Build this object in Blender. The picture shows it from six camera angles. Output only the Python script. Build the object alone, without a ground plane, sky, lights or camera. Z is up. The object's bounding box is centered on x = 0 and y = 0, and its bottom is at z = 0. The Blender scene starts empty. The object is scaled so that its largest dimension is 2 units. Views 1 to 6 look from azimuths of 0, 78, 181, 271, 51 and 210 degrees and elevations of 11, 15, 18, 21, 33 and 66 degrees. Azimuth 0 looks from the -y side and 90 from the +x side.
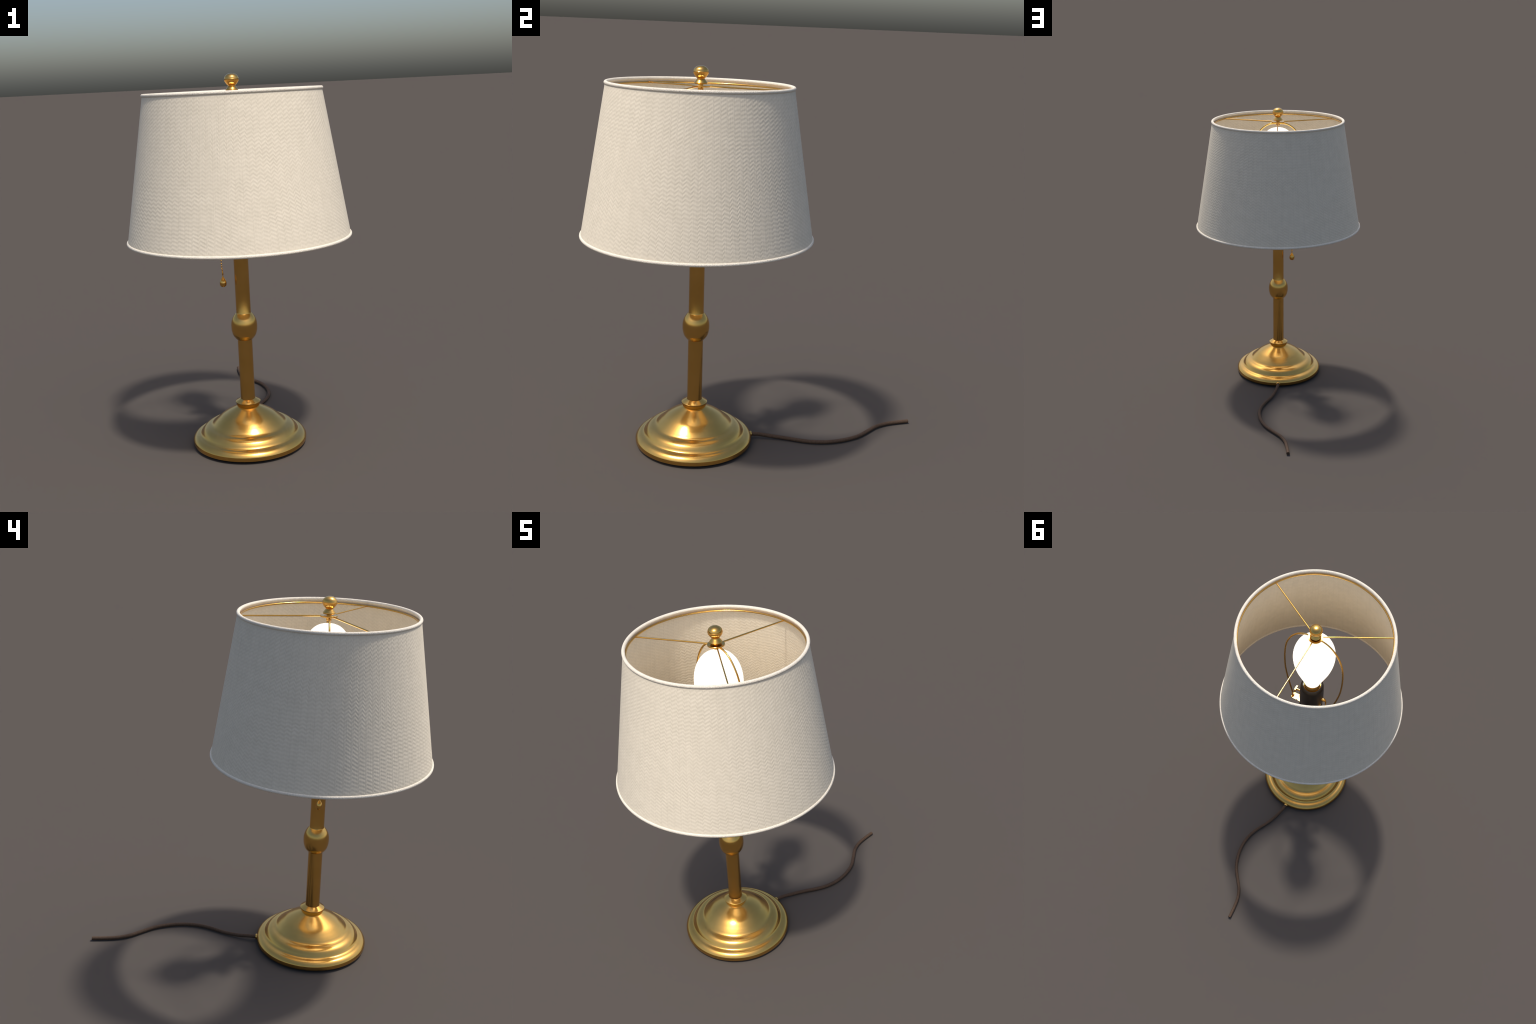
"""Brass table lamp: stepped round base, turned stem with a knop, linen drum shade on a
three-spoke fitter, wire harp, lit bulb in a dark socket, pull chain and a trailing cord."""
import bpy, bmesh, math
from mathutils import Vector

AXIS_Y = -0.3333           # the lamp's axis stands off-centre because the cord trails to +y
TAU = 2 * math.pi

# ------------------------------------------------------------------ helpers
def link(obj, parent=None):
    bpy.context.scene.collection.objects.link(obj)
    if parent is not None:
        obj.parent = parent
    return obj

def finish(bm, name, mat, parent, sharp=40.0):
    bmesh.ops.recalc_face_normals(bm, faces=bm.faces)
    me = bpy.data.meshes.new(name)
    bm.to_mesh(me); bm.free()
    for p in me.polygons:
        p.use_smooth = True
    me.set_sharp_from_angle(angle=math.radians(sharp))
    me.materials.append(mat)
    return link(bpy.data.objects.new(name, me), parent)

def spline(pts, step=6):
    """Catmull-Rom curve through a list of points of any dimension."""
    out, n = [], len(pts)
    for i in range(n - 1):
        p0, p1, p2, p3 = pts[max(i - 1, 0)], pts[i], pts[i + 1], pts[min(i + 2, n - 1)]
        for k in range(step):
            t = k / step
            out.append(tuple(0.5 * (2 * b + (c - a) * t + (2 * a - 5 * b + 4 * c - d) * t * t
                             + (3 * b - a - 3 * c + d) * t ** 3) for a, b, c, d in zip(p0, p1, p2, p3)))
    out.append(tuple(pts[-1]))
    return out

def lathe(name, profile, mat, parent, seg=128, closed=False, sharp=40.0, centre=(0, 0)):
    """Turn an (r, z) profile round the z axis."""
    bm = bmesh.new()
    rings = []
    for r, z in profile:
        if r < 1e-6:
            rings.append([bm.verts.new((centre[0], centre[1], z))])
        else:
            rings.append([bm.verts.new((centre[0] + r * math.cos(TAU * i / seg),
                                        centre[1] + r * math.sin(TAU * i / seg), z)) for i in range(seg)])
    pairs = list(zip(rings, rings[1:]))
    if closed:
        pairs.append((rings[-1], rings[0]))
    for a, b in pairs:
        for i in range(seg):
            j = (i + 1) % seg
            if len(a) == 1 and len(b) == 1:
                continue
            if len(a) == 1:
                bm.faces.new((a[0], b[j], b[i]))
            elif len(b) == 1:
                bm.faces.new((a[i], a[j], b[0]))
            else:
                bm.faces.new((a[i], a[j], b[j], b[i]))
    return finish(bm, name, mat, parent, sharp)

def sweep(name, path, radius, mat, parent, seg=14, cyclic=False, sharp=50.0):
    """Round rod along a 3D path, with flat end caps."""
    bm = bmesh.new()
    pts = [Vector(p) for p in path]
    n = len(pts)
    rings, normal = [], None
    for i, p in enumerate(pts):
        if cyclic:
            t = pts[(i + 1) % n] - pts[i - 1]
        else:
            t = pts[min(i + 1, n - 1)] - pts[max(i - 1, 0)]
        t.normalize()
        if normal is None:
            normal = t.orthogonal().normalized()
            if abs(t.z) < 0.9:
                normal = (Vector((0, 0, 1)) - t * t.z).normalized()
        normal = (normal - t * normal.dot(t)).normalized()
        side = t.cross(normal)
        r = radius(i / (n - 1)) if callable(radius) else radius
        rings.append([bm.verts.new(p + r * (math.cos(TAU * k / seg) * normal + math.sin(TAU * k / seg) * side))
                      for k in range(seg)])
    pairs = list(zip(rings, rings[1:]))
    if cyclic:
        pairs.append((rings[-1], rings[0]))
    for a, b in pairs:
        for k in range(seg):
            m = (k + 1) % seg
            bm.faces.new((a[k], a[m], b[m], b[k]))
    if not cyclic:
        bm.faces.new(rings[0]); bm.faces.new(rings[-1])
    return finish(bm, name, mat, parent, sharp)

def torus(name, major, minor_r, minor_z, z, mat, parent, seg=192, tube=20):
    prof = [(major + minor_r * math.cos(TAU * k / tube), z + minor_z * math.sin(TAU * k / tube)) for k in range(tube)]
    return lathe(name, prof, mat, parent, seg, closed=True, sharp=80)

def slab(name, outline, z0, z1, mat, parent, bevel=0.0012, sharp=12):
    """Flat plate with a given outline, edges chamfered."""
    bm = bmesh.new()
    lo = [bm.verts.new((x, y, z0)) for x, y in outline]
    hi = [bm.verts.new((x, y, z1)) for x, y in outline]
    n = len(outline)
    bm.faces.new(lo[::-1]); bm.faces.new(hi)
    for i in range(n):
        j = (i + 1) % n
        bm.faces.new((lo[i], lo[j], hi[j], hi[i]))
    if bevel:
        bmesh.ops.bevel(bm, geom=list(bm.edges), offset=bevel, segments=2, affect='EDGES', profile=0.5)
    return finish(bm, name, mat, parent, sharp)

# ------------------------------------------------------------------ materials
def new_mat(name):
    m = bpy.data.materials.new(name)
    m.use_nodes = True
    nt = m.node_tree
    return m, nt, nt.nodes['Principled BSDF']

def node(nt, kind, **kw):
    n = nt.nodes.new(kind)
    for k, v in kw.items():
        setattr(n, k, v)
    return n

def math_node(nt, op, a, b=None, clamp=False):
    n = node(nt, 'ShaderNodeMath', operation=op, use_clamp=clamp)
    for i, v in enumerate((a, b)):
        if v is None:
            continue
        if isinstance(v, (int, float)):
            n.inputs[i].default_value = v
        else:
            nt.links.new(v, n.inputs[i])
    return n.outputs[0]

def ramp(nt, fac, stops):
    r = node(nt, 'ShaderNodeValToRGB')
    while len(r.color_ramp.elements) < len(stops):
        r.color_ramp.elements.new(0.5)
    for e, (p, c) in zip(r.color_ramp.elements, stops):
        e.position = p
        e.color = (*c, 1)
    nt.links.new(fac, r.inputs[0])
    return r.outputs[0]

def noise(nt, vec, scale, detail=4, rough=0.55):
    n = node(nt, 'ShaderNodeTexNoise')
    n.inputs['Scale'].default_value = scale
    n.inputs['Detail'].default_value = detail
    n.inputs['Roughness'].default_value = rough
    nt.links.new(vec, n.inputs['Vector'])
    return n.outputs['Fac']

def brass(name, light, dark, r_lo, r_hi, grain=0.00025):
    m, nt, b = new_mat(name)
    co = node(nt, 'ShaderNodeTexCoord').outputs['Object']
    blotch = noise(nt, co, 9.0, 5)
    fine = noise(nt, co, 140.0, 3)
    nt.links.new(ramp(nt, blotch, [(0.35, dark), (0.65, light)]), b.inputs['Base Color'])
    b.inputs['Metallic'].default_value = 1.0
    mr = node(nt, 'ShaderNodeMapRange')
    mix = math_node(nt, 'ADD', math_node(nt, 'MULTIPLY', blotch, 0.7), math_node(nt, 'MULTIPLY', fine, 0.3))
    nt.links.new(mix, mr.inputs['Value'])
    mr.inputs['From Min'].default_value = 0.3; mr.inputs['From Max'].default_value = 0.7
    mr.inputs['To Min'].default_value = r_lo; mr.inputs['To Max'].default_value = r_hi
    nt.links.new(mr.outputs[0], b.inputs['Roughness'])
    if grain:
        bu = node(nt, 'ShaderNodeBump')
        bu.inputs['Strength'].default_value = 0.25
        bu.inputs['Distance'].default_value = grain
        nt.links.new(fine, bu.inputs['Height'])
        nt.links.new(bu.outputs[0], b.inputs['Normal'])
    return m

def linen(name, light, dark, depth, chevron=1.0, grain=0.5):
    """Linen with zigzag rows drawn into tone and bump: 96 columns round the axis, in each of
    which light and dark rows climb to a ridge and fall again, with fine warp threads over them."""
    m, nt, b = new_mat(name)
    co = node(nt, 'ShaderNodeTexCoord').outputs['Object']
    M = lambda op, x, y=None, clamp=False: math_node(nt, op, x, y, clamp)
    sep = node(nt, 'ShaderNodeSeparateXYZ'); nt.links.new(co, sep.inputs[0])
    theta = M('ARCTAN2', sep.outputs['Y'], sep.outputs['X'])
    col = M('FRACT', M('MULTIPLY', theta, 96 / TAU))                       # 0..1 across a column
    rise = M('DIVIDE', M('SUBTRACT', sep.outputs['Z'], 1.1535), 0.7535)    # 0..1 up the wall
    peak = M('MINIMUM', M('MAXIMUM', rise, 0.22), 0.78)                    # ridge drifts across with height
    up = M('DIVIDE', col, peak)
    down = M('DIVIDE', M('SUBTRACT', 1.0, col), M('SUBTRACT', 1.0, peak))
    ridge = M('MINIMUM', up, down)
    slub = noise(nt, co, 22.0, 4)
    wob = noise(nt, co, 3.5, 2)
    climb = M('MULTIPLY', ridge, M('MULTIPLY_ADD', wob, 0.032))            # how far the rows climb
    climb.node.inputs[1].links[0].from_node.inputs[2].default_value = -0.003
    row = M('SUBTRACT', M('SUBTRACT', sep.outputs['Z'], climb), M('MULTIPLY', slub, 0.006))
    rows = M('SINE', M('MULTIPLY', row, TAU / 0.0190))
    # strength of the rows comes and goes over the cloth
    amt = node(nt, 'ShaderNodeMapRange')
    nt.links.new(noise(nt, co, 7.0, 3), amt.inputs['Value'])
    amt.inputs['From Min'].default_value = 0.3; amt.inputs['From Max'].default_value = 0.7
    amt.inputs['To Min'].default_value = 0.45 * chevron; amt.inputs['To Max'].default_value = 1.0 * chevron
    rows = M('MULTIPLY', rows, amt.outputs[0])
    edge = M('POWER', M('ABSOLUTE', M('SUBTRACT', M('MULTIPLY', col, 2.0), 1.0)), 10.0)   # darker line between columns
    warp = M('SINE', M('MULTIPLY', theta, 832.0))
    weft = M('SINE', M('MULTIPLY', sep.outputs['Z'], TAU / 0.0036))
    fine = M('MULTIPLY', warp, M('ADD', 0.7, M('MULTIPLY', weft, 0.3)))
    streak_at = node(nt, 'ShaderNodeCombineXYZ')                            # slubs running up the warp
    nt.links.new(M('COSINE', theta), streak_at.inputs[0]); nt.links.new(M('SINE', theta), streak_at.inputs[1])
    nt.links.new(M('MULTIPLY', sep.outputs['Z'], 0.06), streak_at.inputs[2])
    streak = M('SUBTRACT', noise(nt, streak_at.outputs[0], 70.0, 3, 0.7), 0.5)
    h = M('ADD', M('ADD', M('MULTIPLY', rows, 0.5), M('MULTIPLY', fine, 0.10)), M('MULTIPLY', edge, -0.25))
    h = M('ADD', M('ADD', h, M('MULTIPLY', streak, 1.8)), M('MULTIPLY', noise(nt, co, 260.0, 2), grain))
    tone = M('ADD', M('MULTIPLY', M('ADD', rows, M('MULTIPLY', streak, 3.0)), 0.17), M('ADD', M('MULTIPLY', fine, 0.16), M('MULTIPLY', slub, 0.9)))
    tone = M('ADD', tone, M('MULTIPLY', edge, -0.15))
    nt.links.new(ramp(nt, tone, [(0.05, dark), (0.95, light)]), b.inputs['Base Color'])
    b.inputs['Roughness'].default_value = 0.9
    b.inputs['Specular IOR Level'].default_value = 0.2
    bu = node(nt, 'ShaderNodeBump')
    bu.inputs['Strength'].default_value = 1.0
    bu.inputs['Distance'].default_value = depth
    nt.links.new(h, bu.inputs['Height'])
    nt.links.new(bu.outputs[0], b.inputs['Normal'])
    return m

BRASS = brass('brushed_brass', (0.78, 0.46, 0.125), (0.72, 0.42, 0.105), 0.18, 0.235)
POLISHED = brass('polished_brass', (0.82, 0.47, 0.125), (0.76, 0.43, 0.105), 0.14, 0.19, grain=0.0)
LINEN = linen('cream_linen', (0.866, 0.768, 0.608), (0.726, 0.643, 0.500), 0.00055)
PIPING = linen('cream_piping', (0.92, 0.83, 0.69), (0.78, 0.70, 0.57), 0.0014, chevron=0.1, grain=2.2)

def plain(name, light, dark, rough, scale=60.0, spec=0.5):
    m, nt, b = new_mat(name)
    co = node(nt, 'ShaderNodeTexCoord').outputs['Object']
    nt.links.new(ramp(nt, noise(nt, co, scale, 4), [(0.3, dark), (0.7, light)]), b.inputs['Base Color'])
    b.inputs['Roughness'].default_value = rough
    b.inputs['Specular IOR Level'].default_value = spec
    return m

BAKELITE = plain('dark_bakelite', (0.020, 0.016, 0.014), (0.014, 0.011, 0.010), 0.38, 30)
MATTE_BLACK = plain('matte_black', (0.012, 0.012, 0.012), (0.006, 0.006, 0.006), 0.95, 200, 0.1)

def cord_material():
    m, nt, b = new_mat('brown_cloth_cord')
    co = node(nt, 'ShaderNodeTexCoord').outputs['Object']
    nt.links.new(ramp(nt, noise(nt, co, 120, 4), [(0.3, (0.062, 0.036, 0.021)), (0.7, (0.090, 0.055, 0.034))]),
                 b.inputs['Base Color'])
    b.inputs['Roughness'].default_value = 0.75
    b.inputs['Specular IOR Level'].default_value = 0.25
    bu = node(nt, 'ShaderNodeBump')
    bu.inputs['Strength'].default_value = 0.5
    bu.inputs['Distance'].default_value = 0.0006
    nt.links.new(noise(nt, co, 400, 2), bu.inputs['Height'])
    nt.links.new(bu.outputs[0], b.inputs['Normal'])
    return m
CORD = cord_material()

def bulb_material():
    m, nt, b = new_mat('glowing_frosted_glass')
    co = node(nt, 'ShaderNodeTexCoord').outputs['Object']
    col = ramp(nt, noise(nt, co, 6, 2), [(0.2, (1.0, 0.86, 0.66)), (0.8, (1.0, 0.89, 0.72))])
    nt.links.new(col, b.inputs['Emission Color'])
    b.inputs['Base Color'].default_value = (0.9, 0.88, 0.84, 1)
    b.inputs['Roughness'].default_value = 0.5
    b.inputs['Emission Strength'].default_value = 2.0
    return m
GLOW = bulb_material()

# ------------------------------------------------------------------ the lamp
lamp = bpy.data.objects.new('table_lamp', None)
lamp.location = (0, AXIS_Y, 0)
lamp['label'] = 'brass table lamp with a cream linen drum shade'
lamp['category'] = 'table lamp'
link(lamp)

# --- base: domed centre, concave valley, shoulder, groove and rolled rim
base_top = spline([(0.045, 0.2140), (0.060, 0.2090), (0.072, 0.2020), (0.085, 0.1950), (0.115, 0.1790), (0.145, 0.1605), (0.170, 0.1400),
                   (0.186, 0.1255), (0.197, 0.1148), (0.205, 0.1090), (0.214, 0.1057), (0.226, 0.1028), (0.238, 0.0978),
                   (0.248, 0.0905), (0.256, 0.0805), (0.262, 0.0710), (0.268, 0.0645), (0.276, 0.0610), (0.286, 0.0585),
                   (0.295, 0.0545), (0.3035, 0.0475), (0.3095, 0.0395)], 8)
base_profile = base_top + [(0.3115, 0.0355), (0.3120, 0.0325), (0.3110, 0.0150), (0.3090, 0.0125), (0.3060, 0.0120),
                           (0.295, 0.0120), (0.280, 0.0160), (0.045, 0.0160)]
base = lathe('base', base_profile, BRASS, lamp, 192, sharp=50)
lathe('dark_base_disc', [(0.0, 0.0170), (0.288, 0.0170), (0.290, 0.0160), (0.290, 0.0010), (0.288, 0.0), (0.0, 0.0)],
      MATTE_BLACK, base, 128)
lathe('collar', [(0.040, 0.2520), (0.0445, 0.2500), (0.0480, 0.2475), (0.0660, 0.2385), (0.0685, 0.2360), (0.0685, 0.2335),
                 (0.0678, 0.2310), (0.0640, 0.2190), (0.0600, 0.2070), (0.040, 0.2070)], POLISHED, base, 128, sharp=35)

# --- stem: two tubes with a turned knop between
stem = lathe('stem', [(0.0, 0.2050), (0.0393, 0.2050), (0.0393, 0.2150), (0.0393, 0.5850), (0.0393, 0.5950), (0.0385, 0.6000),
                      (0.0385, 0.7300), (0.0406, 0.7352), (0.0394, 0.7380), (0.0393, 0.8600), (0.0393, 1.0600), (0.0393, 1.0770),  # tiny flare at 0.735 tilts normals up, shaping a sky gleam above the knop
                      (0.0380, 1.0800), (0.0, 1.0800)], BRASS, lamp, 96)
knop = spline([(0.0402, 0.5890), (0.0425, 0.5885), (0.0520, 0.5985), (0.0625, 0.6150), (0.0690, 0.6390), (0.0706, 0.6620),
               (0.0690, 0.6830), (0.0635, 0.7030), (0.0540, 0.7200), (0.0430, 0.7340), (0.0402, 0.7350)], 6)
lathe('knop', [(0.0385, 0.5890)] + knop + [(0.0385, 0.7350)], BRASS, stem, 96, sharp=50)

# --- socket above the stem: cap, ribbed shell, round shoulder, open mouth
shell = [(0.0, 1.0810), (0.040, 1.0810), (0.046, 1.0850), (0.058, 1.1090), (0.0690, 1.1150)]
z = 1.1180
for k in range(4):                                # turned ribs round the lower shell
    shell += [(0.0735, z), (0.0745, z + 0.0030), (0.0735, z + 0.0090), (0.0705, z + 0.0105), (0.0705, z + 0.0130)]
    z += 0.0145
shell += [(0.0750, 1.1790), (0.0765, 1.2050), (0.0765, 1.2500), (0.0755, 1.2950), (0.0745, 1.3200)]
shell += [(0.0565 + 0.0170 * math.cos(a), 1.3380 + 0.0260 * math.sin(a)) for a in [k * math.pi / 16 for k in range(9)]]
shell += [(0.0545, 1.3630), (0.0540, 1.3550), (0.0540, 1.3000), (0.0, 1.3000)]
socket = lathe('socket', shell, BAKELITE, lamp, 96, sharp=55)
lathe('socket_liner', [(0.0525, 1.3010), (0.0537, 1.3020), (0.0537, 1.3620), (0.0533, 1.3630), (0.0523, 1.3630), (0.0520, 1.3010)],
      BRASS, socket, 96, closed=True)

# turn key on the +x side, pull-chain spout on the -x side
sweep('key_shaft', [(0.070, 0, 1.2150), (0.112, 0, 1.2150)], 0.0075, BRASS, socket, 20)
key = slab('turn_key', [(-0.014, -0.018), (-0.010, -0.022), (0.010, -0.022), (0.014, -0.018), (0.014, 0.018),
                        (0.010, 0.022), (-0.010, 0.022), (-0.014, 0.018)], -0.0055, 0.0055, POLISHED, socket)
key.rotation_euler = (0, math.radians(90), 0)
key.location = (0.113, 0, 1.2130)
spout = sweep('chain_spout', spline([(-0.070, 0, 1.2430), (-0.088, 0, 1.2430), (-0.098, 0, 1.2400), (-0.1025, 0, 1.2300),
                                     (-0.1035, 0, 1.2180)], 6),
              lambda t: 0.0115 - 0.0065 * min(1, max(0, (t - 0.25) / 0.45)), BRASS, socket, 18)

# --- bulb
bulb_profile = spline([(0.0, 1.8610), (0.035, 1.8570), (0.070, 1.8400), (0.100, 1.8050), (0.119, 1.7570), (0.1260, 1.7050),
                       (0.1220, 1.6500), (0.1080, 1.5850), (0.0870, 1.5200), (0.0690, 1.4680), (0.0565, 1.4310),
                       (0.0500, 1.4070), (0.0485, 1.3900)], 6)
bulb = lathe('light_bulb', bulb_profile + [(0.0, 1.3900)], GLOW, lamp, 96)
cap = [(0.0485, 1.4090), (0.0515, 1.4050), (0.0515, 1.3600)]
for k in range(4):                                # screw thread of the cap, inside the socket
    zc = 1.3540 - k * 0.0120
    cap += [(0.0495, zc + 0.004), (0.0505, zc), (0.0495, zc - 0.004), (0.0482, zc - 0.006)]
cap += [(0.030, 1.3080), (0.0, 1.3060)]
lathe('screw_cap', cap, BRASS, bulb, 64)

# --- harp: wire bow in the xz plane, feet in a saddle under the socket
half = [(0.0, 1.8905), (0.030, 1.8905), (0.055, 1.8880), (0.090, 1.8720), (0.125, 1.8400), (0.160, 1.7850), (0.186, 1.7080),
        (0.197, 1.6220), (0.199, 1.5300), (0.1935, 1.4280), (0.179, 1.3330), (0.161, 1.2500), (0.141, 1.1650),
        (0.1335, 1.1350), (0.1325, 1.1172)]
right = spline(half, 6)
bow = [(x, 0, z) for x, z in reversed(right)] + [(-x, 0, z) for x, z in right[1:]]
harp = sweep('harp', bow, 0.0052, BRASS, lamp, 14)
saddle = slab('harp_saddle', [(-0.139, -0.017), (-0.133, -0.0225), (0.133, -0.0225), (0.139, -0.017), (0.139, 0.017), (0.133, 0.0225),
                              (-0.133, 0.0225), (-0.139, 0.017)], 1.1110, 1.1170, POLISHED, harp)
foot = lathe('harp_ferrule', [(0.0, 1.1172), (0.0085, 1.1172), (0.0090, 1.1185), (0.0090, 1.1330), (0.0075, 1.1360), (0.0, 1.1360)],
             BRASS, harp, 24, centre=(0.1325, 0))
other = foot.copy(); link(other, harp); other.rotation_euler = (0, 0, math.pi)

# --- lampshade: linen cone, rolled trims, fitter
SHADE = dict(z0=1.1535, r0=0.5858, z1=1.9070, r1=0.4600)
def shade_radius(z):
    t = (z - SHADE['z0']) / (SHADE['z1'] - SHADE['z0'])
    return SHADE['r0'] + t * (SHADE['r1'] - SHADE['r0'])
steps = 24
zs = [SHADE['z0'] + (SHADE['z1'] - SHADE['z0']) * i / steps for i in range(steps + 1)]
wall = [(shade_radius(z) + 0.0010, z) for z in zs] + [(shade_radius(z) - 0.0042, z) for z in reversed(zs)]
shade = lathe('lampshade', wall, LINEN, lamp, 256, closed=True, sharp=50)
torus('shade_trim', 0.4582, 0.0090, 0.0090, 1.9070, PIPING, shade)
torus('shade_trim', 0.5842, 0.0088, 0.0088, 1.1535, PIPING, shade)
ring = torus('fitter_ring', 0.4500, 0.0050, 0.0050, 1.8870, BRASS, shade, 192, 14)
hub = lathe('fitter_hub', [(0.0, 1.9045), (0.0435, 1.9045), (0.0448, 1.9032), (0.0450, 1.8985), (0.0440, 1.8970), (0.0, 1.8970)],
            BRASS, shade, 64)
lathe('hub_boss', [(0.0, 1.8970), (0.0135, 1.8970), (0.0135, 1.8780), (0.0120, 1.8765), (0.0, 1.8765)], BRASS, shade, 32)
spoke = sweep('fitter_spoke', [(0.040, 0, 1.9005), (0.24, 0, 1.8940), (0.4500, 0, 1.8870)], 0.0042, BRASS, shade, 12)
for a in (90, 210, 330):
    s = spoke if a == 90 else spoke.copy()
    if a != 90:
        link(s, shade)
    s.rotation_euler = (0, 0, math.radians(a))

# --- finial
ball = spline([(0.0, 2.0000), (0.0110, 1.9990), (0.0205, 1.9955), (0.0290, 1.9895), (0.0348, 1.9820), (0.0377, 1.9728)], 6)
bowl = spline([(0.0385, 1.9706), (0.0384, 1.9690), (0.0378, 1.9640), (0.0345, 1.9565), (0.0275, 1.9465), (0.0200, 1.9385), (0.0188, 1.9368)], 5)
skirt = spline([(0.0190, 1.9360), (0.0235, 1.9305), (0.0290, 1.9230), (0.0328, 1.9180)], 4)
finial_profile = ball + [(0.0376, 1.9718)] + bowl + skirt + \
    [(0.0330, 1.9165), (0.0315, 1.9135), (0.0290, 1.9115), (0.0125, 1.9110), (0.0122, 1.9040), (0.0, 1.9040)]
lathe('finial', finial_profile, POLISHED, lamp, 96, sharp=35)

# --- pull chain: beads on a fine link wire, teardrop pendant
chain = sweep('pull_chain', spline([(-0.1035, 0, 1.2200), (-0.1030, 0, 1.13), (-0.1050, -0.0040, 1.02), (-0.1010, -0.0030, 0.965),
                                    (-0.1005, 0, 0.9400)], 10), 0.0012, BRASS, lamp, 8)
chain_path = spline([(-0.1035, 0, 1.2160), (-0.1030, 0, 1.13), (-0.1050, -0.0040, 1.0180), (-0.1010, -0.0030, 0.965),
                     (-0.1005, 0, 0.9490)], 20)
bead = lathe('chain_bead', [(0.0042 * math.sin(a), 0.0042 * math.cos(a)) for a in [k * math.pi / 8 for k in range(9)]],
             POLISHED, chain, 16)
count = 20
for k in range(count):
    f = k / (count - 1) * (len(chain_path) - 1)
    i = min(int(f), len(chain_path) - 2)
    p = Vector(chain_path[i]).lerp(Vector(chain_path[i + 1]), f - i)
    b = bead if k == 0 else bead.copy()
    if k:
        link(b, chain)
    b.location = p
drop = spline([(0.0, 0.9440), (0.0032, 0.9425), (0.0038, 0.9380), (0.0075, 0.9310), (0.0140, 0.9200), (0.0176, 0.9090), (0.0184, 0.9010),
               (0.0170, 0.8920), (0.0122, 0.8850), (0.0055, 0.8820), (0.0, 0.8815)], 5)
lathe('chain_pendant', drop, POLISHED, chain, 40, centre=(-0.1005, 0))

# --- cord: brass bushing in the rim, then loose curves over the table
cord_y = -AXIS_Y
lathe('cord_bushing', [(0.0, -0.010), (0.0150, -0.010), (0.0160, -0.008), (0.0160, 0.005), (0.0145, 0.007), (0.0, 0.007)],
      BRASS, base, 32)
bush = bpy.data.objects['cord_bushing']
bush.rotation_euler = (math.radians(-90), 0, 0)
bush.location = (0.0, 0.3120, 0.0235)
track = [(0.0, -0.060, 0.0235), (0.001, -0.015, 0.0235), (0.007, 0.030, 0.0215), (0.020, 0.085, 0.0150), (0.050, 0.167, 0.0108),
         (0.088, 0.243, 0.0106), (0.113, 0.310, 0.0106), (0.1235, 0.385, 0.0106), (0.117, 0.460, 0.0106), (0.099, 0.525, 0.0106),
         (0.070, 0.587, 0.0106), (0.017, 0.656, 0.0106), (-0.027, 0.713, 0.0106), (-0.054, 0.775, 0.0106),
         (-0.067, 0.845, 0.0106), (-0.0745, 0.9240, 0.0106)]
sweep('power_cord', spline([(x, y + cord_y, z) for x, y, z in track], 10), 0.0106, CORD, lamp, 16)
